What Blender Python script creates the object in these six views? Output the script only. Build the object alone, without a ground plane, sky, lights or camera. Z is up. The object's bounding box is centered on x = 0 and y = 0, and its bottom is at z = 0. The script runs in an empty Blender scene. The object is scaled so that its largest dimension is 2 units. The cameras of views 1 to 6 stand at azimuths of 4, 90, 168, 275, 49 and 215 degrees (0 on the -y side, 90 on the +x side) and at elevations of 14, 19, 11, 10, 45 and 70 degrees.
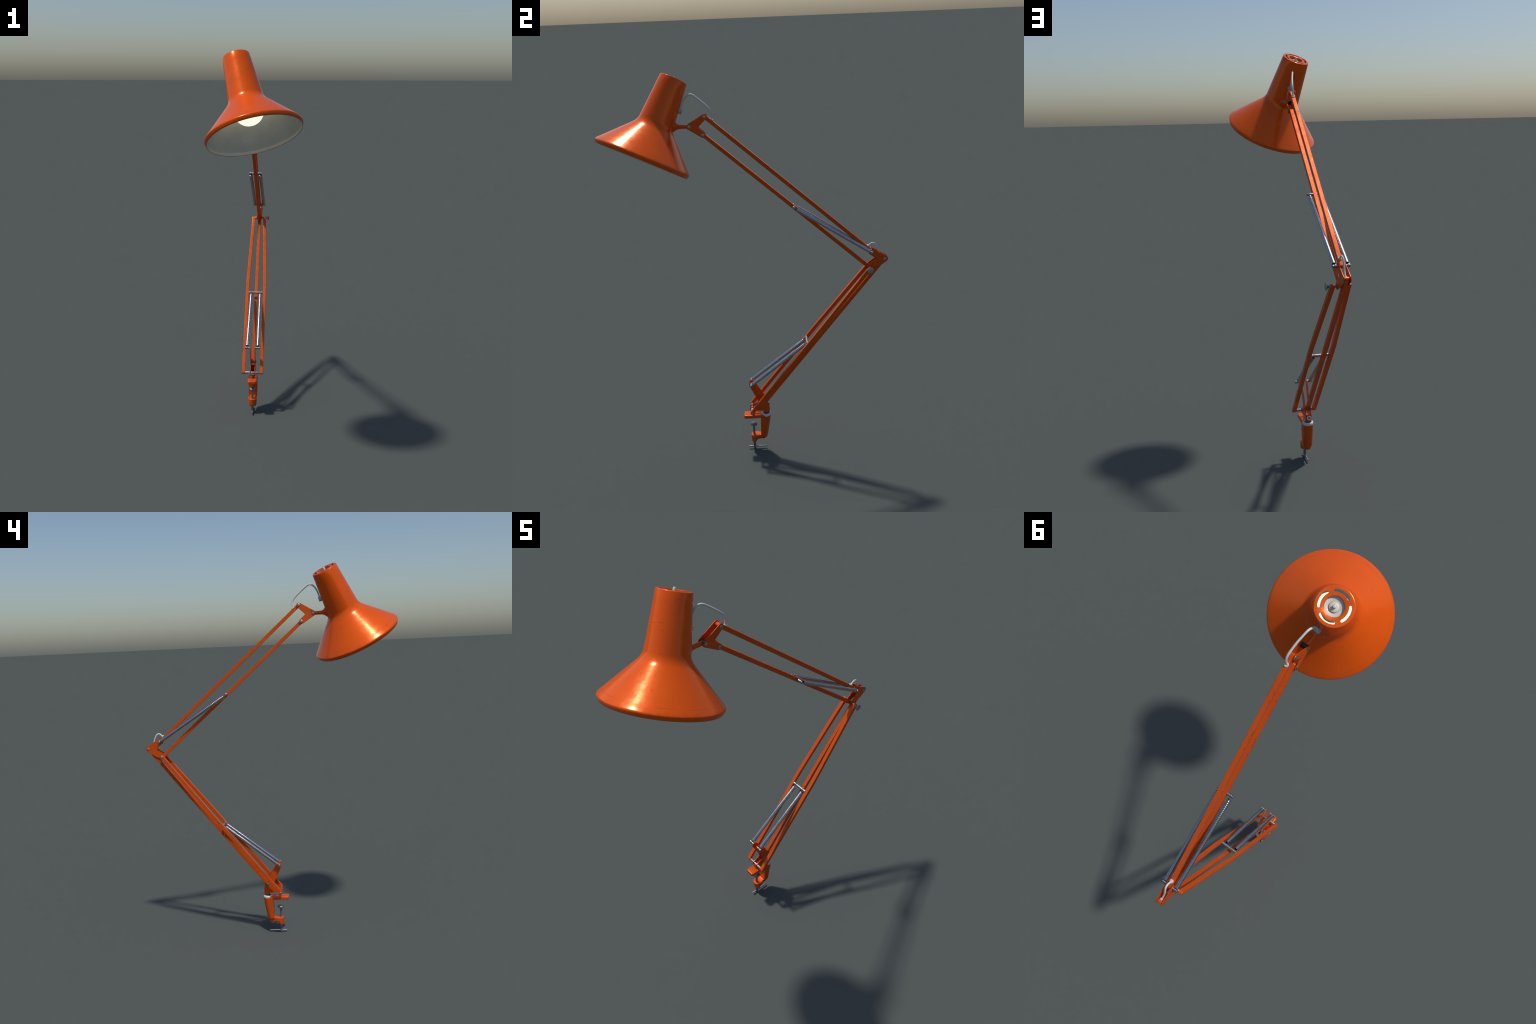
"""Orange spring-balanced desk lamp with a bench clamp, built part by part.

The whole arm is symmetric about the vertical plane x = XC; arm parts are
described by (y, z) positions in that plane plus an offset in x.  The shade is a
body of revolution about its own tilted axis.
"""
import bpy, bmesh, math, random
from mathutils import Vector, Matrix

random.seed(7)
XC = -0.0393                      # symmetry plane of clamp and arms

# ----------------------------------------------------------------- pivots (y, z)
P0 = (-0.0235, 0.2515)            # front pin: outer lower bars on base bracket
M0 = (0.0490, 0.2872)             # middle lower bar on base bracket
B1 = (-0.0220, 0.4005)            # lower spring anchor on base bracket
S1 = (0.2760, 0.6345)             # lower spring anchor between outer bars
E1 = (0.6710, 1.0702)             # middle lower bar on elbow bracket
E2 = (0.6050, 1.1085)             # upper spring anchor / top upper bar on elbow
E3 = (0.5935, 1.0266)             # outer lower bars / bottom upper bar on elbow
S2 = (0.2270, 1.3520)             # upper spring anchor on bottom upper bar
H1 = (-0.1755, 1.7990)            # top upper bar on head bracket
H2 = (-0.1875, 1.7153)            # bottom upper bar on head bracket
H3 = (-0.2490, 1.7550)            # shade stem on head bracket
BAR = 0.0090                      # half thickness of the square arm bars

# ----------------------------------------------------------------- shade axis
SC = Vector((0.0026, -0.4783, 1.6122))             # centre of the shade mouth
SA = Vector((-0.24486, 0.41198, 0.87768)).normalized()
SX = SA.cross(Vector((1, 0, 0))).normalized()
SY = SA.cross(SX).normalized()
CAP_S, CAP_R = 0.4068, 0.0650                      # top cap height and radius


# =================================================================== node help
class Nodes:
    def __init__(self, name):
        self.mat = bpy.data.materials.new(name)
        self.mat.use_nodes = True
        self.t = self.mat.node_tree
        self.bsdf = self.t.nodes["Principled BSDF"]
        self.out = self.t.nodes["Material Output"]
        tc = self.t.nodes.new("ShaderNodeTexCoord")
        self.obj = tc.outputs["Object"]

    def link(self, a, b):
        self.t.links.new(a, b)

    def put(self, key, val):
        s = self.bsdf.inputs[key]
        if hasattr(val, "links"):
            self.link(val, s)
        else:
            s.default_value = val

    def mapping(self, scale):
        n = self.t.nodes.new("ShaderNodeMapping")
        n.inputs["Scale"].default_value = scale
        self.link(self.obj, n.inputs["Vector"])
        return n.outputs[0]

    def noise(self, scale, detail=3.0, rough=0.5, vec=None, dist=0.0):
        n = self.t.nodes.new("ShaderNodeTexNoise")
        n.inputs["Scale"].default_value = scale
        n.inputs["Detail"].default_value = detail
        n.inputs["Roughness"].default_value = rough
        n.inputs["Distortion"].default_value = dist
        self.link(vec or self.obj, n.inputs["Vector"])
        return n.outputs["Fac"]

    def remap(self, v, a, b, c=0.0, d=1.0, smooth=False):
        n = self.t.nodes.new("ShaderNodeMapRange")
        if smooth:
            n.interpolation_type = 'SMOOTHSTEP'
        for k, x in zip(("From Min", "From Max", "To Min", "To Max"), (a, b, c, d)):
            n.inputs[k].default_value = x
        self.link(v, n.inputs["Value"])
        return n.outputs[0]

    def math(self, op, a, b=0.0):
        n = self.t.nodes.new("ShaderNodeMath")
        n.operation = op
        for i, v in enumerate((a, b)):
            if hasattr(v, "links"):
                self.link(v, n.inputs[i])
            else:
                n.inputs[i].default_value = v
        return n.outputs[0]

    def mix(self, fac, a, b):
        n = self.t.nodes.new("ShaderNodeMix")
        n.data_type = 'RGBA'
        for k, v in ((0, fac), (6, a), (7, b)):
            if hasattr(v, "links"):
                self.link(v, n.inputs[k])
            else:
                n.inputs[k].default_value = v
        return n.outputs[2]

    def bump(self, h, strength, dist, base=None):
        n = self.t.nodes.new("ShaderNodeBump")
        n.inputs["Strength"].default_value = strength
        n.inputs["Distance"].default_value = dist
        self.link(h, n.inputs["Height"])
        if base is not None:
            self.link(base, n.inputs["Normal"])
        return n.outputs[0]

    def edge(self, radius):
        """0 on flats, rising on sharp edges."""
        b = self.t.nodes.new("ShaderNodeBevel")
        b.samples = 4
        b.inputs["Radius"].default_value = radius
        g = self.t.nodes.new("ShaderNodeNewGeometry")
        d = self.t.nodes.new("ShaderNodeVectorMath")
        d.operation = 'DOT_PRODUCT'
        self.link(b.outputs[0], d.inputs[0])
        self.link(g.outputs["Normal"], d.inputs[1])
        return self.remap(d.outputs["Value"], 1.0, 0.93)


def rgba(r, g, b):
    return (r, g, b, 1.0)


ORANGE = (0.830, 0.106, 0.0055)          # enamel of the shade
ARM_ORANGE = (0.660, 0.090, 0.0090)      # duller paint of bars, brackets and clamp
SHEEN_METAL = 0.22                 # tinted highlights of the enamel


def paint(name, chips, rough, bump, specks):
    n = Nodes(name)
    blot = n.remap(n.noise(9.0, 3.0), 0.3, 0.7)
    c = n.mix(blot, rgba(ARM_ORANGE[0] * .95, ARM_ORANGE[1] * .93, ARM_ORANGE[2]),
              rgba(ARM_ORANGE[0] * 1.04, ARM_ORANGE[1] * 1.07, ARM_ORANGE[2] * 1.15))
    # tiny dark dirt specks, clustered
    sp = n.remap(n.noise(95.0, 2.0, 0.5), 0.735 - specks, 0.79 - specks)
    cl = n.remap(n.noise(14.0, 1.0), 0.5, 0.62)
    dirt = n.math('MULTIPLY', n.math('MULTIPLY', sp, cl), 0.75)
    c = n.mix(dirt, c, rgba(0.10, 0.030, 0.014))
    if chips:
        e = n.edge(0.0040)
        k = n.remap(n.noise(60.0, 4.0, 0.65), 0.50, 0.57)
        g = n.remap(n.noise(13.0, 1.0), 0.42, 0.56)
        chip = n.math('MULTIPLY', n.math('MULTIPLY', e, k), g)
        chip = n.math('MULTIPLY', chip, chips)
        c = n.mix(chip, c, rgba(0.045, 0.028, 0.022))
    n.put("Base Color", c)
    n.put("Roughness", n.remap(n.noise(38.0, 4.0, 0.6), 0.3, 0.7, rough - .05, rough + .07))
    n.put("Metallic", SHEEN_METAL)
    n.put("Specular Tint", rgba(1.0, 0.70, 0.45))
    fine = n.noise(230.0, 3.0, 0.55)
    wavy = n.noise(34.0, 2.0, 0.5)
    n.put("Normal", n.bump(fine, bump, 0.0006, n.bump(wavy, bump * .55, 0.0020)))
    return n.mat


def shade_paint():
    """Glossy enamel of the shade: scuffs ring the neck, a seam line rings the rim."""
    n = Nodes("orange_enamel")
    sep = n.t.nodes.new("ShaderNodeSeparateXYZ")
    n.link(n.obj, sep.inputs[0])
    h = sep.outputs[2]                                    # height along the shade axis
    blot = n.remap(n.noise(7.0, 3.0), 0.3, 0.7)
    c = n.mix(blot, rgba(ORANGE[0] * .97, ORANGE[1] * .95, ORANGE[2]),
              rgba(ORANGE[0] * 1.03, ORANGE[1] * 1.05, ORANGE[2] * 1.1))
    sp = n.remap(n.noise(110.0, 2.0, 0.5), 0.70, 0.76)
    cl = n.remap(n.noise(12.0, 1.0), 0.50, 0.62)
    c = n.mix(n.math('MULTIPLY', n.math('MULTIPLY', sp, cl), 0.6), c, rgba(0.12, 0.032, 0.014))
    # rings of short scratches on the upper neck
    ring = n.noise(1.0, 2.0, 0.5, n.mapping((24, 24, 330)))
    gap = n.noise(21.0, 2.0)
    neck = n.remap(h, 0.18, 0.235)
    scr = n.math('MULTIPLY', n.math('MULTIPLY', n.remap(ring, 0.65, 0.71), n.remap(gap, 0.54, 0.62)), neck)
    c = n.mix(n.math('MULTIPLY', scr, 0.85), c, rgba(0.075, 0.024, 0.014))
    # fine seam above the rolled rim, slightly dusty rim below it
    d = n.math('ABSOLUTE', n.math('SUBTRACT', h, 0.0385))
    seam = n.math('MULTIPLY', n.remap(d, 0.0009, 0.0003), n.remap(n.noise(18.0, 1.0), 0.40, 0.56))
    c = n.mix(n.math('MULTIPLY', seam, 0.38), c, rgba(0.16, 0.034, 0.014))
    grime = n.math('MULTIPLY', n.remap(h, 0.036, 0.020), n.remap(n.noise(55.0, 4.0), 0.45, 0.75))
    c = n.mix(n.math('MULTIPLY', grime, 0.35), c, rgba(0.34, 0.055, 0.022))
    low = n.math('MULTIPLY', n.remap(h, 0.0014, 0.0002), 0.6)
    c = n.mix(low, c, rgba(0.06, 0.022, 0.014))
    n.put("Base Color", c)
    n.put("Metallic", SHEEN_METAL)
    n.put("Roughness", n.remap(n.noise(30.0, 4.0, 0.6), 0.3, 0.7, 0.155, 0.245))
    n.put("Specular Tint", rgba(1.0, 0.80, 0.58))
    fine = n.noise(75.0, 3.0, 0.55)
    wavy = n.noise(20.0, 2.0, 0.5)
    n.put("Normal", n.bump(fine, 0.13, 0.0008, n.bump(wavy, 0.07, 0.0025)))
    return n.mat


def plain(name, col, rough, metallic=0.0, bump=0.08, var=0.12, scale=120.0, rvar=0.06):
    n = Nodes(name)
    f = n.remap(n.noise(scale * .4, 3.0), 0.3, 0.7)
    n.put("Base Color", n.mix(f, rgba(*[x * (1 - var) for x in col]), rgba(*[min(1, x * (1 + var)) for x in col])))
    n.put("Metallic", metallic)
    n.put("Roughness", n.remap(n.noise(scale, 3.0), 0.3, 0.7, max(.03, rough - rvar), rough + rvar))
    n.put("Normal", n.bump(n.noise(scale * 2.5, 2.0), bump, 0.0005))
    return n.mat


def lining_paint():
    n = Nodes("white_lining_paint")
    f = n.remap(n.noise(10.0, 3.0), 0.3, 0.7)
    c = n.mix(f, rgba(0.54, 0.53, 0.50), rgba(0.63, 0.62, 0.59))
    sp = n.math('MULTIPLY', n.remap(n.noise(80.0, 1.0), 0.715, 0.75), n.remap(n.noise(13.0, 1.0), 0.5, 0.6))
    c = n.mix(n.math('MULTIPLY', sp, 0.7), c, rgba(0.16, 0.15, 0.13))
    n.put("Base Color", c)
    n.put("Roughness", 0.42)
    return n.mat


def bulb_glow():
    n = Nodes("glowing_bulb_glass")
    f = n.remap(n.noise(6.0, 1.0), 0.3, 0.7)
    c = n.mix(f, rgba(1.0, 1.0, 0.74), rgba(1.0, 1.0, 0.76))
    n.put("Base Color", rgba(0.8, 0.8, 0.7))
    n.put("Roughness", 0.12)
    n.put("Emission Color", c)
    n.put("Emission Strength", 1.0)
    return n.mat


M_SHADE = shade_paint()
M_PAINT = paint("orange_paint_worn", 0.95, 0.27, 0.08, 0.01)
M_CAST = paint("orange_paint_casting", 0.0, 0.26, 0.03, 0.0)
M_LINING = lining_paint()
M_BULB = bulb_glow()
M_STEEL = plain("brushed_steel", (0.30, 0.30, 0.32), 0.50, 1.0)
M_BOLT = plain("dull_zinc_bolt", (0.37, 0.39, 0.40), 0.44, 1.0)
M_SPRING = plain("bright_spring_wire", (0.44, 0.46, 0.49), 0.27, 1.0, var=0.08)
M_DARK = plain("dark_socket", (0.030, 0.030, 0.026), 0.55)  # near-black base colour includes the shadow over the bulb holder in the neck
M_SCREW = plain("grey_clamp_screw", (0.24, 0.24, 0.28), 0.50, 0.8)
M_WHITE = plain("white_plastic", (0.55, 0.55, 0.49), 0.42, var=0.05)
M_RING = plain("grey_white_nylon", (0.60, 0.61, 0.59), 0.40, var=0.05)
M_CORD = plain("white_cord", (0.60, 0.60, 0.57), 0.45, var=0.05)
M_CLIP = plain("grey_cord_clip", (0.36, 0.37, 0.36), 0.45, var=0.06)


# =================================================================== mesh help
ROOT = bpy.data.objects.new("desk_lamp", None)
ROOT.location = (XC, -0.0195, 0.0)
ROOT.empty_display_size = 0.1
bpy.context.scene.collection.objects.link(ROOT)
ROOT["label"] = "orange spring-balanced desk lamp with bench clamp and conical shade"
ROOT["category"] = "desk lamp"


def world_loc(o):
    v = o.location.copy()
    while o.parent:
        o = o.parent
        v += o.location
    return v


def add(name, bm, mat, parent, sharp=None, origin=None):
    """Turn a bmesh in world space into a named child part with its own origin."""
    bmesh.ops.recalc_face_normals(bm, faces=bm.faces)
    me = bpy.data.meshes.new(name)
    bm.to_mesh(me)
    bm.free()
    if sharp is None:
        sharp = 14 if mat is M_PAINT else 38
    return add_mesh(name, me, mat, parent, sharp, origin)


def add_mesh(name, me, mat, parent, sharp=38, origin=None):
    if origin is None:
        lo = Vector([min(v.co[i] for v in me.vertices) for i in range(3)])
        hi = Vector([max(v.co[i] for v in me.vertices) for i in range(3)])
        origin = (lo + hi) / 2
    me.transform(Matrix.Translation(-origin))
    me.materials.clear()
    me.materials.append(mat)
    me.polygons.foreach_set("use_smooth", [True] * len(me.polygons))
    if sharp:
        me.set_sharp_from_angle(angle=math.radians(sharp))
    o = bpy.data.objects.new(name, me)
    bpy.context.scene.collection.objects.link(o)
    o.parent = parent
    o.location = origin - world_loc(parent)
    return o


def loft(bm, rings, cap0=True, cap1=True, close=True):
    vs = [[bm.verts.new(p) for p in r] for r in rings]
    n = len(vs[0])
    for a, b in zip(vs, vs[1:]):
        for i in range(n if close else n - 1):
            j = (i + 1) % n
            bm.faces.new((a[i], a[j], b[j], b[i]))
    if cap0:
        bm.faces.new(vs[0][::-1])
    if cap1:
        bm.faces.new(vs[-1])
    return vs


def basis(axis):
    a = Vector(axis).normalized()
    t = Vector((0, 0, 1)) if abs(a.z) < .9 else Vector((0, 1, 0))
    x = a.cross(t).normalized()
    return a, x, a.cross(x)


def revolve(bm, origin, axis, prof, seg=32, closed=False, xy=None):
    """prof = [(along, radius)]; radius 0 makes a pole."""
    a = Vector(axis).normalized()
    x, y = xy if xy else basis(a)[1:]
    o = Vector(origin)
    rings = []
    for s, r in prof:
        if r < 1e-7:
            rings.append([bm.verts.new(o + a * s)])
        else:
            rings.append([bm.verts.new(o + a * s + (x * math.cos(t) + y * math.sin(t)) * r)
                          for t in (2 * math.pi * k / seg for k in range(seg))])
    pairs = list(zip(rings, rings[1:]))
    if closed:
        pairs.append((rings[-1], rings[0]))
    for p, q in pairs:
        for i in range(seg):
            j = (i + 1) % seg
            if len(p) == 1 and len(q) == 1:
                continue
            if len(p) == 1:
                bm.faces.new((p[0], q[i], q[j]))
            elif len(q) == 1:
                bm.faces.new((p[i], p[j], q[0]))
            else:
                bm.faces.new((p[i], p[j], q[j], q[i]))


def rod(bm, a, b, r, seg=20, bev=None):
    a, b = Vector(a), Vector(b)
    L = (b - a).length
    e = bev if bev is not None else min(r * .3, L * .3)
    revolve(bm, a, b - a, [(0, 0), (0, r - e), (e * .3, r - e * .3), (e, r), (L - e, r),
                           (L - e * .3, r - e * .3), (L, r - e), (L, 0)], seg)


def at(yz, dx=0.0):
    return Vector((XC + dx, yz[0], yz[1]))


def torus(bm, c, axis, R, r, seg=28, sub=10):
    prof = [(r * math.sin(t), R + r * math.cos(t)) for t in (2 * math.pi * k / sub for k in range(sub))]
    revolve(bm, c, axis, prof, seg, closed=True)


def smooth_path(pts, per=8):
    """Catmull-Rom through the points."""
    P = [Vector(p) for p in pts]
    P = [2 * P[0] - P[1]] + P + [2 * P[-1] - P[-2]]
    out = []
    for i in range(1, len(P) - 2):
        a, b, c, d = P[i - 1:i + 3]
        for k in range(per):
            t = k / per
            out.append(.5 * ((2 * b) + (c - a) * t + (2 * a - 5 * b + 4 * c - d) * t * t
                             + (3 * b - 3 * c + d - a) * t ** 3))
    out.append(P[-2])
    return out


def sweep(bm, path, r, seg=12):
    path = [Vector(p) for p in path]
    x = None
    rings = []
    for i, p in enumerate(path):
        t = (path[min(i + 1, len(path) - 1)] - path[max(i - 1, 0)]).normalized()
        if x is None:
            x = basis(t)[1]
        x = (x - t * x.dot(t)).normalized()
        y = t.cross(x)
        rings.append([p + (x * math.cos(k) + y * math.sin(k)) * r
                      for k in (2 * math.pi * j / seg for j in range(seg))])
    loft(bm, rings)


def rounded(poly, steps=5):
    """poly = [(y, z, radius)] -> outline with filleted corners."""
    out = []
    n = len(poly)
    for i in range(n):
        p = Vector(poly[i][:2])
        r = poly[i][2]
        a = (Vector(poly[i - 1][:2]) - p)
        b = (Vector(poly[(i + 1) % n][:2]) - p)
        la, lb = a.length, b.length
        a.normalize()
        b.normalize()
        ang = math.acos(max(-1, min(1, a.dot(b))))
        if r <= 0 or ang > 3.1:
            out.append(p)
            continue
        d = min(r / math.tan(ang / 2), la * .48, lb * .48)
        for k in range(steps + 1):
            t = k / steps
            out.append((p + a * d) * (1 - t) ** 2 + p * 2 * t * (1 - t) + (p + b * d) * t * t)
    return out


def lobes(spec, steps=10):
    """Outline made of round lobes (y, z, r>0) and filleted inner corners (y, z, -r).
    Straight edges run tangent from lobe to lobe, as on pressed steel brackets."""
    n = len(spec)
    pts = []
    for i in range(n):
        y, z, r = spec[i]
        if r <= 0:
            pts.append(("c", Vector((y, z)), -r))
            continue
        c = Vector((y, z))

        def tangent(other, sgn):
            oy, oz, orr = other
            d = Vector((oy, oz)) - c
            L = d.length
            ro = orr if orr > 0 else 0.0
            al = math.atan2(d.y, d.x)
            be = math.acos(max(-1, min(1, (r - ro) / L)))
            return al + sgn * be
        # outline runs anticlockwise: leaves toward the next lobe on the right-hand side
        a0 = tangent(spec[i - 1], 1)
        a1 = tangent(spec[(i + 1) % n], -1)
        while a1 < a0:
            a1 += 2 * math.pi
        for k in range(steps + 1):
            a = a0 + (a1 - a0) * k / steps
            pts.append(("p", c + Vector((math.cos(a), math.sin(a))) * r, 0))
    return rounded([(p.x, p.y, r) for _, p, r in pts])


def plate(bm, outline, x0, x1, bev=0.0008, cuts=(), shift=None):
    """Sheet-metal plate in the (y, z) plane from x0 to x1; optional bends by shift(y, z)."""
    t = bmesh.new()
    f = t.faces.new([t.verts.new((x0, p[0], p[1])) for p in outline])
    g = bmesh.ops.extrude_face_region(t, geom=[f])
    vs = [v for v in g["geom"] if isinstance(v, bmesh.types.BMVert)]
    bmesh.ops.translate(t, verts=vs, vec=(x1 - x0, 0, 0))
    rim = [e for e in t.edges if abs(e.verts[0].co.x - e.verts[1].co.x) < 1e-9]
    bmesh.ops.bevel(t, geom=rim, offset=bev, segments=2, profile=0.5, affect='EDGES', clamp_overlap=True)
    for z in cuts:
        bmesh.ops.bisect_plane(t, geom=t.verts[:] + t.edges[:] + t.faces[:],
                               plane_co=(0, 0, z), plane_no=(0, 0, 1))
    if shift:
        for v in t.verts:
            v.co.x += shift(v.co.y, v.co.z)
    bmesh.ops.recalc_face_normals(t, faces=t.faces)
    me = bpy.data.meshes.new("tmp")
    t.to_mesh(me)
    t.free()
    bm.from_mesh(me)
    bpy.data.meshes.remove(me)


def bar(bm, a, b, xoff=lambda t: 0.0, stations=(0.0, 1.0), half=BAR, wide=BAR, over=0.009, corner=0.0012):
    """Square bar from pivot a to b in the (y, z) plane with rounded ends, x offset along it."""
    A, B = Vector((0, a[0], a[1])), Vector((0, b[0], b[1]))
    d = B - A
    L = d.length
    d.normalize()
    nrm = Vector((0, -d.z, d.y))
    ends = [(-over + over * (1 - math.cos(q)), math.sin(q)) for q in (0.30, 0.55, 0.8, 1.1, 1.35)]
    st = [(s, h) for s, h in ends] + [(0.0, 1.0)]
    st += [(L * t, 1.0) for t in stations if 0 < t < 1]
    st += [(L, 1.0)] + [(L - s, h) for s, h in ends[::-1]]

    rings = []
    for s, h in st:
        hh = max(half * h, corner * 1.05)
        x = XC + xoff(min(1, max(0, s / L)))
        ring = []
        for sx, sy in ((1, 1), (-1, 1), (-1, -1), (1, -1)):
            for k in range(4):
                q = k / 3 * math.pi / 2
                ux, uy = math.cos(q), math.sin(q)
                if sx * sy < 0:
                    ux, uy = uy, ux
                px = sx * (wide - corner + corner * ux)
                py = sy * (hh - corner + corner * uy)
                ring.append(A + d * s + nrm * py + Vector((x + px, 0, 0)))
        rings.append(ring)
    loft(bm, rings)


def bolt(name, pos, side, r, length, parent, mat=M_BOLT, dome=0.25):
    """Round pin head standing on a plate; side = +1/-1 along x."""
    bm = bmesh.new()
    p = Vector(pos)
    revolve(bm, p, (side, 0, 0), [(-0.004, 0), (-0.004, r * .6), (0.0, r * .98), (length * .55, r),
                                  (length * .85, r * .88), (length * (1 + dome * .3), r * .55),
                                  (length * (1 + dome * .6), 0)], 24)
    return add(name, bm, mat, parent)


def box(bm, lo, hi, bev=0.0):
    t = bmesh.new()
    bmesh.ops.create_cube(t, size=1.0)
    for v in t.verts:
        v.co = Vector([(lo[i] + hi[i]) / 2 + v.co[i] * (hi[i] - lo[i]) for i in range(3)])
    if bev:
        bmesh.ops.bevel(t, geom=t.edges[:], offset=bev, segments=3, profile=.5, affect='EDGES')
    me = bpy.data.meshes.new("tmp")
    t.to_mesh(me)
    t.free()
    bm.from_mesh(me)
    bpy.data.meshes.remove(me)


def modified(me, setup):
    """Mesh after a stack of modifiers."""
    o = bpy.data.objects.new("tmp", me)
    bpy.context.scene.collection.objects.link(o)
    setup(o)
    dg = bpy.context.evaluated_depsgraph_get()
    out = bpy.data.meshes.new_from_object(o.evaluated_get(dg))
    bpy.data.objects.remove(o)
    return out


# =================================================================== clamp
def ellipse_ring(cx, cy, z, rx, ry, n=40):
    return [(cx + rx * math.cos(t), cy + ry * math.sin(t), z) for t in (2 * math.pi * k / n for k in range(n))]


def build_clamp():
    bm = bmesh.new()
    # upright: flat front, rounded back, tapering downwards

    def upright(z, front, back, hx):
        pts = []
        side = back - hx * 0.95
        side = max(side, front + .006)
        for k in range(25):
            a = -math.pi / 2 + math.pi * k / 24
            # rounded back, half an ellipse
            pts.append((XC - hx * math.sin(a), side + (back - side) * math.cos(a), z))
        pts.append((XC - hx, front, z))
        pts.append((XC + hx, front, z))
        return pts[::-1]
    loft(bm, [upright(0.0655, 0.0190, 0.0405, 0.0140), upright(0.0700, 0.0185, 0.0485, 0.0160),
              upright(0.0795, 0.0180, 0.0530, 0.0180), upright(0.0870, 0.0178, 0.0548, 0.0240),
              upright(0.0920, 0.0176, 0.0560, 0.0249),
              upright(0.1300, 0.0180, 0.0625, 0.0252), upright(0.2055, 0.0205, 0.0752, 0.0262)])
    # upper jaw, corners rounded in plan
    jaw = [(-0.0690, -0.0255, .012), (-0.0690, 0.0255, .012), (0.052, 0.0255, .004), (0.052, -0.0255, .004)]
    out = rounded(jaw)
    rings = []
    for z, k in ((0.1975, .0030), (0.1985, .0012), (0.2005, 0.0), (0.2115, 0.0), (0.2145, .0010), (0.2165, .0036)):
        ring = []
        for p in out:
            ring.append((XC + p.y * (1 - k / .0255), p.x * 1.0 + (k if p.x < 0 else 0) * .9, z))
        rings.append(ring)
    loft(bm, rings)
    # lower jaw with the screw boss
    lower = [(-0.0290, -0.0225, .018), (-0.0290, 0.0225, .018), (0.000, 0.0236, .008), (0.012, 0.0175, .006),
             (0.036, 0.0165, .002), (0.036, -0.0165, .002), (0.012, -0.0175, .006), (0.000, -0.0236, .008)]
    out = rounded(lower)
    loft(bm, [[(XC + p.y * .84, p.x, 0.0655) for p in out], [(XC + p.y * .98, p.x, 0.0690) for p in out],
              [(XC + p.y, p.x, 0.0880) for p in out], [(XC + p.y * .97, p.x, 0.0895) for p in out]])
    bx, by = XC, -0.0205
    loft(bm, [ellipse_ring(bx, by, 0.0450, .0175, .0085), ellipse_ring(bx, by, 0.0475, .0205, .0118),
              ellipse_ring(bx, by + .0015, 0.0530, .0222, .0150), ellipse_ring(bx, by + .0045, 0.0620, .0236, .0188),
              ellipse_ring(bx, by + .0058, 0.0720, .0240, .0205), ellipse_ring(bx, by + .0060, 0.0890, .0240, .0208)])
    bmesh.ops.recalc_face_normals(bm, faces=bm.faces)
    me = bpy.data.meshes.new("clamp")
    bm.to_mesh(me)
    bm.free()

    def setup(o):
        m = o.modifiers.new("r", 'REMESH')
        m.mode = 'VOXEL'
        m.voxel_size = 0.0010
        s = o.modifiers.new("s", 'SMOOTH')
        s.factor = 0.5
        s.iterations = 12
    me = modified(me, setup)
    clamp = add_mesh("clamp", me, M_CAST, ROOT, sharp=0)

    # screw, pressure pad, tommy bar
    bm = bmesh.new()
    sy = -0.0197
    revolve(bm, (XC, sy, 0), (0, 0, 1), [(0.0, 0), (0.0, .0052), (.0016, .0068), (.018, .0068), (.0195, .0060),
                                         (.021, .0068), (.046, .0068), (.050, .0060), (.142, .0060), (.142, 0)], 24)
    add("clamp_screw", bm, M_SCREW, clamp)
    bm = bmesh.new()
    revolve(bm, (XC, sy, 0.1395), (0, 0, 1), [(0, 0), (0, .0075), (.0025, .0120), (.0070, .0172), (.0105, .0187),
                                              (.0140, .0175), (.0170, .0120), (.0180, 0)], 32)
    add("pressure_pad", bm, M_SCREW, clamp, sharp=0)
    bm = bmesh.new()
    rod(bm, (XC, -0.0505, 0.0110), (XC, 0.0470, 0.0098), 0.0040, 16)
    add("tommy_bar", bm, M_SCREW, clamp)
    # nylon swivel ring
    bm = bmesh.new()
    revolve(bm, (XC, 0.0490, 0.2050), (0, 0, 1),
            [(0, .016), (-.0005, .0240), (.003, .0264), (.009, .0270), (.0135, .0255), (.0160, .0225),
             (.0160, .0185), (.0120, .0165)], 40, closed=True)
    add("swivel_ring", bm, M_RING, clamp, sharp=0)
    bm = bmesh.new()
    rod(bm, (XC, 0.0510, 0.1990), (XC, 0.0510, 0.2290), 0.0118, 24, 0.0005)
    add("swivel_post", bm, M_DARK, clamp)
    return clamp


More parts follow.
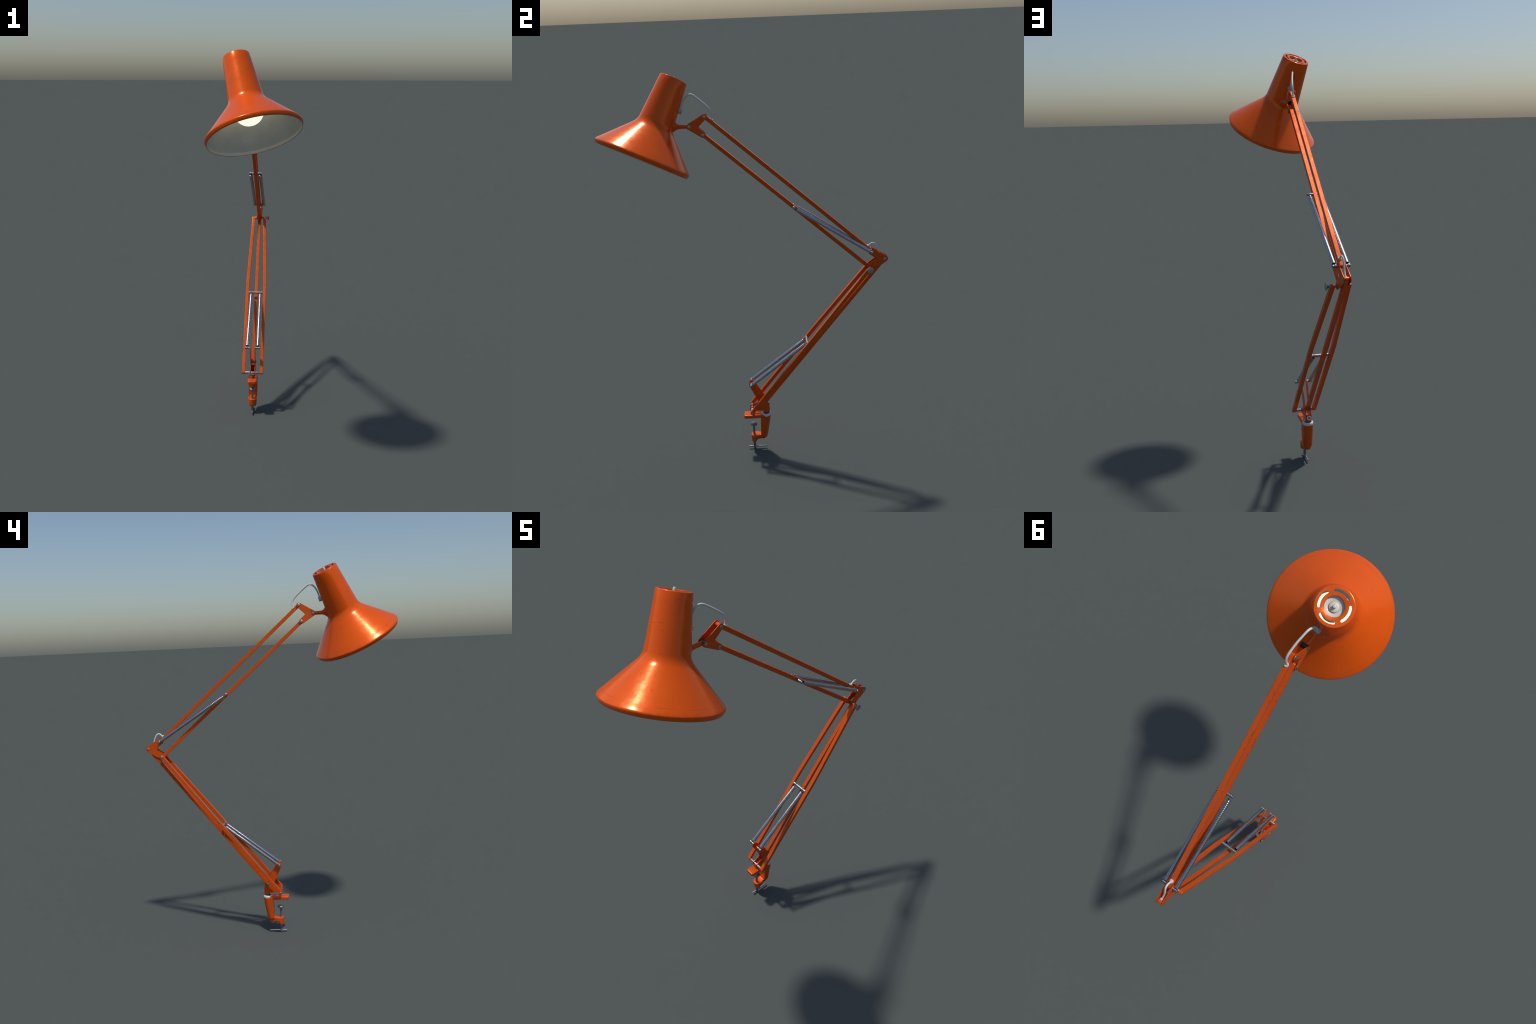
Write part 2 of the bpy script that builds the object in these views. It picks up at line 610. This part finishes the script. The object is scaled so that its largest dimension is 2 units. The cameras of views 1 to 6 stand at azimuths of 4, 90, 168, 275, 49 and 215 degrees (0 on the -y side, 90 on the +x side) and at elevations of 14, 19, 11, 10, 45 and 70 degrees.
# =================================================================== base bracket
def build_base_bracket():
    # outline runs anticlockwise in (y, z)
    outline = rounded([
        (0.0430, 0.2262, .001), (0.0660, 0.2262, .003), (0.0690, 0.2380, .004), (0.0690, 0.2640, .003),
        (0.0625, 0.2700, .004), (0.0620, 0.2960, .010), (0.0370, 0.3310, .010), (-0.0075, 0.4050, .0120),
        (-0.0275, 0.4120, .0125), (-0.0345, 0.3930, .0120), (0.0085, 0.3020, .006), (0.0120, 0.2800, .004),
        (-0.0190, 0.2640, .006), (-0.0365, 0.2600, .010), (-0.0330, 0.2400, .010), (-0.0130, 0.2385, .006),
        (0.0430, 0.2362, .0015)], 6)

    def shift(side):
        def f(y, z):
            # cheeks spread above the pivot, pinch a little at the front fingers
            up = min(1, max(0, (z - 0.300) / 0.085))
            return side * 0.0012 * up * up * (3 - 2 * up)
        return f
    bm = bmesh.new()
    cuts = (.30, .315, .33, .345, .36, .375, .385)
    plate(bm, outline, XC + .0108, XC + .0138, cuts=cuts, shift=shift(1))
    plate(bm, outline, XC - .0138, XC - .0108, cuts=cuts, shift=shift(-1))
    # folded back web
    box(bm, (XC - .0118, .0655, .2268), (XC + .0118, .0692, .2610), .0008)
    br = add("base_bracket", bm, M_PAINT, ROOT)
    # pins
    bm = bmesh.new()
    rod(bm, at(P0, -.0415), at(P0, .0415), .0070, 20, .0006)
    add("front_pin", bm, M_STEEL, br)
    for s in (1, -1):
        bolt("bolt", at(P0, s * .0595), s, .0046, .0022, br)
        bolt("bolt", at(M0, s * .0138), s, .0066, .0040, br, M_SCREW)
        # spring anchor stub with a waist for the hook
        bm = bmesh.new()
        revolve(bm, at(B1), (s, 0, 0), [(.0150, 0), (.0150, .0066), (.0262, .0066), (.0275, .0052), (.0312, .0052),
                                        (.0325, .0070), (.0415, .0072), (.0432, .0058), (.0438, 0)], 20)
        add("spring_anchor", bm, M_STEEL, br)
    bm = bmesh.new()
    rod(bm, at(M0, -.0110), at(M0, .0110), .0050, 16)
    add("cross_pin", bm, M_DARK, br)
    # large washer and screw on the back web
    bm = bmesh.new()
    revolve(bm, (XC - .001, .0692, .2455), (0, 1, 0.06), [(0, 0), (0, .0115), (.0022, .0115), (.0032, .0098), (.0036, .0062),
                                                   (.0012, .0044), (.0012, 0)], 28)
    add("washer", bm, M_RING, br)
    bm = bmesh.new()
    revolve(bm, (XC - .001, .0690, .2455), (0, 1, 0.06), [(0, 0), (0, .0042), (.0026, .0040), (.0030, .0020), (.0016, 0)], 6)
    add("screw", bm, M_DARK, br)
    bm = bmesh.new()
    rod(bm, (XC, .0520, .2455), (XC, .0655, .2455), .0035, 12)
    add("screw_end", bm, M_STEEL, br)
    return br


# =================================================================== arm bars
def build_bars():
    def spread(s):
        def f(t):
            k = max(0.0, (t - 0.56) / 0.44)
            e = min(1.0, max(0.0, (t - .53) / .06))
            return s * (0.0508 - 0.0178 * (k if t > .59 else (0.03 / 0.44) * e * e))
        return f
    st = (.1, .3, .5, .53, .545, .56, .575, .59, .65, .8, .9)
    for s in (1, -1):
        bm = bmesh.new()
        bar(bm, P0, E3, spread(s), st, over=.0095)
        add("lower_arm_bar", bm, M_PAINT, ROOT, sharp=12)
    bm = bmesh.new()
    bar(bm, M0, E1, stations=(.2, .4, .6, .8), over=.0100)
    add("lower_arm_bar", bm, M_PAINT, ROOT, sharp=12)
    bm = bmesh.new()
    bar(bm, E2, H1, stations=(.2, .4, .6, .8), over=.0105)
    u1 = add("upper_arm_bar", bm, M_PAINT, ROOT, sharp=12)
    bm = bmesh.new()
    bar(bm, E3, H2, stations=(.2, .4, .6, .8), over=.0100)
    u2 = add("upper_arm_bar", bm, M_PAINT, ROOT, sharp=12)
    # spring anchor rods
    bm = bmesh.new()
    revolve(bm, at(S1, -.0418), (1, 0, 0), [(0, 0), (0, .0074), (.0125, .0075), (.0140, .0060), (.0178, .0060), (.0195, .0074),
                                            (.0418, .0072), (.0641, .0074), (.0658, .0060), (.0696, .0060), (.0711, .0075),
                                            (.0836, .0074), (.0836, 0)], 20)
    add("spring_rod", bm, M_STEEL, ROOT)
    bm = bmesh.new()
    for s in (1, -1):
        revolve(bm, at(S2), (s, 0, 0), [(.0080, 0), (.0080, .0066), (.0235, .0066), (.0250, .0050), (.0290, .0050),
                                        (.0305, .0064), (.0345, .0064), (.0360, .0050), (.0364, 0)], 20)
    add("spring_rod", bm, M_STEEL, ROOT)
    return u1, u2


# =================================================================== elbow + head brackets
def build_elbow():
    outline = lobes([
        (E3[0], E3[1] + .0005, .0158),
        (0.6560, 1.0400, -.022),
        (E1[0], E1[1], .0157),
        (E2[0] + .001, E2[1] - .001, .0158),
        (0.6290, 1.0715, -.006),
    ])
    bm = bmesh.new()
    plate(bm, outline, XC + .0122, XC + .0155)
    plate(bm, outline, XC - .0155, XC - .0122)
    br = add("elbow_bracket", bm, M_PAINT, ROOT)
    for s in (1, -1):
        bolt("bolt", at(E1, s * .0155), s, .0080, .0018, br, dome=.1)
        bm = bmesh.new()
        revolve(bm, at(E2), (s, 0, 0), [(.0100, 0), (.0100, .0064), (.0238, .0064), (.0252, .0050), (.0290, .0050),
                                        (.0305, .0070), (.0355, .0072), (.0372, .0058), (.0378, 0)], 24)
        add("spring_anchor", bm, M_STEEL, br)
        bm = bmesh.new()
        rod(bm, at(E3, s * .0150), at(E3, s * .0245), .0068, 20)
        add("spacer", bm, M_BOLT, br)
    bm = bmesh.new()
    rod(bm, at(E3, -.0130), at(E3, .0130), .0050, 16)
    rod(bm, at(E2, -.0130), at(E2, .0130), .0050, 16)
    add("cross_pin", bm, M_DARK, br)
    bolt("bolt", at(E3, -.0418), -1, .0076, .0022, br)
    # flared clamping knob on the outside
    bm = bmesh.new()
    revolve(bm, at(E3, .0412), (1, 0, 0), [(0, 0), (0, .0076), (.0050, .0076), (.0060, .0058), (.0090, .0062), (.0125, .0085),
                                           (.0155, .0130), (.0168, .0154), (.0178, .0160), (.0192, .0156), (.0198, .0140),
                                           (.0200, 0)], 32)
    add("clamping_knob", bm, M_BOLT, br)
    return br


def build_head_bracket():
    outline = lobes([
        (H3[0], H3[1], .0128),
        (H2[0], H2[1], .0128),
        (-0.2085, 1.7515, -.005),
        (H1[0] - .0005, H1[1], .0128),
    ])
    bm = bmesh.new()
    plate(bm, outline, XC + .0122, XC + .0155)
    plate(bm, outline, XC - .0155, XC - .0122)
    br = add("head_bracket", bm, M_PAINT, ROOT)
    for p, r in ((H1, .0083), (H2, .0080), (H3, .0076)):
        for s in (1, -1):
            bolt("bolt", at(p, s * .0155), s, r, .0028, br)
    bm = bmesh.new()
    for p in (H1, H2):
        rod(bm, at(p, -.0130), at(p, .0130), .0050, 16)
    rod(bm, at(H3, -.0120), at(H3, .0120), .0100, 20)
    add("cross_pin", bm, M_DARK, br)
    return br


# =================================================================== springs
def build_spring(a, b, dx, gap_a, gap_b, pitch, depth):
    """Close-wound coil: a half-round wire section swept along a helix, hollow inside."""
    A, B = at(a, dx[0]), at(b, dx[1])
    d = B - A
    L = d.length
    d.normalize()
    _, x, y = basis(d)
    ro, ri = .0094, .0066
    n = 22
    length = L - gap_a - gap_b
    turns = int(round(length / pitch))
    pitch = length / turns
    # (position within one coil, share of the groove depth); grooves deepened towards b to shape a sun glint there
    sec = [(-.5, 1.0), (-.36, .38), (-.14, 0.0), (.14, 0.0), (.36, .38), (.5, 1.0)]
    bm = bmesh.new()
    rings = []
    for k in range(turns * n + 1):
        t = 2 * math.pi * k / n
        s0 = gap_a + pitch * k / n
        # flatten the first and last turn so the coil ends square
        ring = []
        for u, w in sec + [(.5, None), (-.5, None)]:
            s = min(max(s0 + u * pitch, gap_a), L - gap_b)
            f = min(1.0, max(0.0, (s - gap_a) / length))
            groove = depth * (.22 + 3.6 * f ** 1.6)
            r = ri if w is None else ro - groove * w
            ring.append(A + d * s + (x * math.cos(t) + y * math.sin(t)) * r)
        rings.append(ring)
    loft(bm, rings)
    sp = add("spring", bm, M_SPRING, ROOT, sharp=50)
    # hooks: the wire end runs to the anchor and loops round it
    bm = bmesh.new()
    for P, sg, gap in ((A, 1, gap_a), (B, -1, gap_b)):
        torus(bm, P, (1, 0, 0), .0068, .0016, 24, 8)
        sweep(bm, smooth_path([P + d * sg * .0068, P + d * sg * (gap * .6 + .003), P + d * sg * (gap + .004) + x * .003,
                               P + d * sg * (gap + .010) + x * .0066], 5), .0015, 8)
    add("spring_hook", bm, M_SPRING, sp, sharp=0)


# =================================================================== shade
def shade_profile():
    """(height along axis, radius) of the outside, rim to top."""
    neck0, neck1 = (0.1950, 0.0838), (CAP_S - .0030, CAP_R + .0004)
    prof = [(0.0, .2250), (.0060, .2281), (.0115, .2307), (.0145, .2318), (.0168, .2321), (.0188, .2316),
            (.0208, .2304), (.0250, .2267), (.0320, .2201), (.0380, .2143), (.0390, .2133)]
    cone = lambda s: .1742 + .955 * (.08 - s)
    for k in range(1, 13):
        s = .039 + (.152 - .039) * k / 12
        prof.append((s, cone(s)))
    # fillet from cone into neck (quadratic through the meeting point)
    a, b = Vector((.152, cone(.152))), Vector(neck0)
    slope = (neck1[1] - neck0[1]) / (neck1[0] - neck0[0])
    # intersection of cone and neck lines
    s = (a.y + .955 * a.x - (b.y - slope * b.x)) / (slope + .955)
    c = Vector((s, cone(s)))
    for k in range(1, 13):
        t = k / 12
        p = a * (1 - t) ** 2 + c * 2 * t * (1 - t) + b * t * t
        prof.append((p.x, p.y))
    for k in range(1, 7):
        t = k / 6
        prof.append((neck0[0] + (neck1[0] - neck0[0]) * t, neck0[1] + (neck1[1] - neck0[1]) * t))
    prof += [(CAP_S - .0012, CAP_R - .0002), (CAP_S - .0003, CAP_R - .0012), (CAP_S, CAP_R - .0028)]
    return prof


def offset(prof, d):
    out = []
    for i, p in enumerate(prof):
        a, b = Vector(prof[max(i - 1, 0)]), Vector(prof[min(i + 1, len(prof) - 1)])
        t = (b - a).normalized()
        out.append((p[0] + t.y * d, p[1] - t.x * d))
    return out


def shade_part(name, bm, mat, parent, sharp=38):
    """Shade parts keep the shade frame: local z runs along the shade axis."""
    bmesh.ops.recalc_face_normals(bm, faces=bm.faces)
    me = bpy.data.meshes.new(name)
    bm.to_mesh(me)
    bm.free()
    return shade_mesh(name, me, mat, parent, sharp)


FRAME = Matrix((SX, SY, SA)).transposed().to_4x4()


def shade_mesh(name, me, mat, parent, sharp=38):
    me.materials.clear()
    me.materials.append(mat)
    me.polygons.foreach_set("use_smooth", [True] * len(me.polygons))
    if sharp:
        me.set_sharp_from_angle(angle=math.radians(sharp))
    o = bpy.data.objects.new(name, me)
    bpy.context.scene.collection.objects.link(o)
    o.parent = parent
    if parent is ROOT:
        o.matrix_local = Matrix.Translation(SC - ROOT.location) @ FRAME
    return o


Z = (Vector((1, 0, 0)), Vector((0, 1, 0)))


def build_shade():
    out = shade_profile()
    bm = bmesh.new()
    inner = [(.0016, .2236), (.0004, .2236), (-.0003, .2243)]
    revolve(bm, (0, 0, 0), (0, 0, 1), inner + out, 160, xy=Z)
    shade = shade_part("lamp_shade", bm, M_SHADE, ROOT, sharp=40)

    lin = [(.0010, .2232)] + [(max(s, .0012), r) for s, r in offset(out, .0024)[1:-3]]
    bm = bmesh.new()
    revolve(bm, (0, 0, 0), (0, 0, 1), lin, 128, xy=Z)
    # keep the lining facing inwards
    me = bpy.data.meshes.new("shade_lining")
    bm.to_mesh(me)
    bm.free()
    shade_mesh("shade_lining", me, M_LINING, shade, sharp=50)

    # top cap: annular plate with a turned-in centre hole and four arc slots
    bm = bmesh.new()
    r0, r1, top, th = .0322, CAP_R - .0026, CAP_S - .0001, .0030
    revolve(bm, (0, 0, 0), (0, 0, 1), [(top - th, r1), (top, r1), (top, r0 + .0022), (top - .0006, r0 + .0007),
                                       (top - .0022, r0), (top - .0100, r0), (top - .0100, r0 + .0022), (top - th, r0 + .0022)],
            144, closed=True, xy=Z)
    bmesh.ops.recalc_face_normals(bm, faces=bm.faces)
    cap = bpy.data.meshes.new("cap")
    bm.to_mesh(cap)
    bm.free()
    bm = bmesh.new()
    rm, hw, span = .0494, .0044, math.radians(30)
    for q in range(4):
        c = q * math.pi / 2
        pts = []
        for k in range(13):
            a = c - span + 2 * span * k / 12
            pts.append((math.cos(a) * (rm + hw), math.sin(a) * (rm + hw)))
        e = Vector((math.cos(c + span), math.sin(c + span)))
        tang = Vector((-e.y, e.x))
        for k in range(1, 6):
            w = math.pi * k / 6
            p = e * (rm + hw * math.cos(w)) + tang * hw * math.sin(w)
            pts.append((p.x, p.y))
        for k in range(13):
            a = c + span - 2 * span * k / 12
            pts.append((math.cos(a) * (rm - hw), math.sin(a) * (rm - hw)))
        e = Vector((math.cos(c - span), math.sin(c - span)))
        tang = Vector((e.y, -e.x))
        for k in range(1, 6):
            w = math.pi * k / 6
            p = e * (rm - hw * math.cos(w)) + tang * hw * math.sin(w)
            pts.append((p.x, p.y))
        loft(bm, [[(x, y, top - .02) for x, y in pts], [(x, y, top + .01) for x, y in pts]])
    bmesh.ops.recalc_face_normals(bm, faces=bm.faces)
    cut = bpy.data.meshes.new("cut")
    bm.to_mesh(cut)
    bm.free()
    cutter = bpy.data.objects.new("cutter", cut)
    bpy.context.scene.collection.objects.link(cutter)

    def setup(o):
        m = o.modifiers.new("b", 'BOOLEAN')
        m.operation = 'DIFFERENCE'
        m.solver = 'EXACT'
        m.object = cutter
    me = modified(cap, setup)
    bpy.data.objects.remove(cutter)
    shade_mesh("shade_cap", me, M_PAINT, shade, sharp=30)

    # bulb and its holder
    bm = bmesh.new()
    c, r = .1305, .0716
    prof = [(c - r * math.cos(t), r * math.sin(t)) for t in (math.pi * k / 30 for k in range(0, 22))]
    s0, r0 = prof[-1]
    prof += [(s0 + .012, r0 - .0095), (s0 + .022, r0 - .0155), (s0 + .036, .0330), (s0 + .055, .0270), (s0 + .07, .0260)]
    revolve(bm, (0, 0, 0), (0, 0, 1), prof, 64, xy=Z)
    shade_part("light_bulb", bm, M_BULB, shade, sharp=0)
    bm = bmesh.new()
    revolve(bm, (0, 0, 0), (0, 0, 1), [(.235, 0), (.235, .0365), (.238, .0395), (.36, .0395), (.365, .0330), (.385, .0290), (.385, 0)],
            40, xy=Z)
    shade_part("bulb_holder", bm, M_DARK, shade)
    bm = bmesh.new()
    revolve(bm, (0, 0, 0), (0, 0, 1), [(.383, 0), (.383, .0340), (.3905, .0340), (.3905, .0198), (.3898, .0188), (.3906, .0186),
                                       (.3950, .0180), (.3975, .0160), (.3990, .0100), (.3992, 0)], 48, xy=Z)
    shade_part("holder_top", bm, M_WHITE, shade)
    bm = bmesh.new()
    revolve(bm, (0, 0, 0), (0, 0, 1), [(.397, 0), (.397, .0062), (.4125, .0062), (.4150, .0050), (.4160, .0025), (.4162, 0)], 20, xy=Z)
    shade_part("switch_button", bm, M_WHITE, shade)
    return shade


def build_stem(shade):
    """Horn-shaped stem joining the head bracket to the neck of the shade."""
    bm = bmesh.new()
    rings = []
    # (y, z, half height, half width, tilt) of successive sections
    sec = [(-.2555, 1.7552, .0085, .0088, 0), (-.2640, 1.7552, .0093, .0093, 0), (-.2800, 1.7558, .0094, .0094, 1),
           (-.2930, 1.7562, .0100, .0098, 3), (-.3000, 1.7565, .0116, .0110, 6), (-.3055, 1.7568, .0148, .0135, 10),
           (-.3100, 1.7568, .0188, .0170, 13), (-.3140, 1.7568, .0232, .0210, 16), (-.3190, 1.7568, .0275, .0250, 17),
           (-.3300, 1.7560, .0290, .0262, 17)]
    n = 28
    for y, z, h, w, tl in sec:
        a = math.radians(tl)
        rings.append([(XC + w * math.cos(t), y + h * math.sin(t) * math.sin(a), z + h * math.sin(t) * math.cos(a))
                      for t in (2 * math.pi * k / n for k in range(n))])
    loft(bm, rings)
    add("shade_stem", bm, M_CAST, ROOT, sharp=50)


# =================================================================== cord
def grommet(bm, c, axis, R=.0090):
    c = Vector(c)
    revolve(bm, c, axis, [(-.004, 0), (-.004, R * .8), (0, R), (.0018, R * 1.0), (.0036, R * .86), (.0044, R * .62), (.0030, .0040), (.0030, 0)], 28)


def build_cord():
    up = (0, (H1[1] - E2[1]), -(H1[0] - E2[0]))            # normal of the top upper bar
    upv = Vector(up).normalized()
    up_dir = Vector((0, H1[0] - E2[0], H1[1] - E2[1])).normalized()
    bm = bmesh.new()
    g1 = at(H1) - up_dir * .0345 + upv * BAR
    g2 = at(E2) + up_dir * .0300 + upv * BAR
    lo_dir = Vector((0, E1[0] - M0[0], E1[1] - M0[1])).normalized()
    lo_n = Vector((0, -lo_dir.z, lo_dir.y))
    g3 = at(E1) - lo_dir * .004 + lo_n * BAR + Vector((0, 0, .0008))
    grommet(bm, g1, upv)
    grommet(bm, g2, upv)
    grommet(bm, g3, lo_n, .0078)
    add("grommet", bm, M_WHITE, ROOT, sharp=0)

    bm = bmesh.new()
    head = [(-.0590, -.2915, 1.8140), (-.0602, -.2850, 1.8300), (-.0622, -.2795, 1.8480), (-.0635, -.2715, 1.8670),
            (-.0638, -.2600, 1.8850), (-.0630, -.2480, 1.8955), (-.0600, -.2365, 1.8990), (-.0570, -.2250, 1.8965),
            (-.0520, -.2080, 1.8845), (-.0455, -.1860, 1.8665), (-.0405, -.1620, 1.8450), (-.0380, -.1490, 1.8290),
            (-.0375, -.1435, 1.8120), (-.0385, -.1440, 1.7990)]
    sweep(bm, smooth_path(head + [g1 - upv * .004], 6), .0042, 14)
    add("power_cord", bm, M_CORD, ROOT, sharp=0)
    bm = bmesh.new()
    elbow = [g2 - upv * .006, g2 + upv * .004, (XC + .0005, .5985, 1.1435), (XC + .001, .6060, 1.1490), (XC + .0005, .6140, 1.1495),
             (XC - .0005, .6225, 1.1450), (XC - .0015, .6300, 1.1320), (XC - .0018, .6365, 1.1140), (XC - .0012, .6430, 1.0960),
             g3 + lo_n * .004, g3 - lo_n * .006]
    sweep(bm, smooth_path(elbow, 6), .0040, 14)
    add("power_cord", bm, M_CORD, ROOT, sharp=0)

    # round grey clip holding the cord where it enters the neck
    c = Vector((-.0590, -.2870, 1.8235))
    s = (c - SC).dot(SA)
    nrm = (c - SC - SA * s).normalized()
    nrm = (nrm + SA * .085).normalized()
    bm = bmesh.new()
    revolve(bm, c, nrm, [(-.022, 0), (-.022, .0122), (.0055, .0120), (.0075, .0108), (.0080, 0)], 28)
    add("cord_clip", bm, M_CLIP, ROOT)


build_clamp()
build_base_bracket()
build_bars()
build_elbow()
build_head_bracket()
for s in (1, -1):
    build_spring(B1, S1, (s * .0300, s * .0265), .0120, .0150, .0064, .00018)
    build_spring(E2, S2, (s * .0272, s * .0270), .0110, .0150, .0080, .00028)
shade = build_shade()
build_stem(shade)
build_cord()
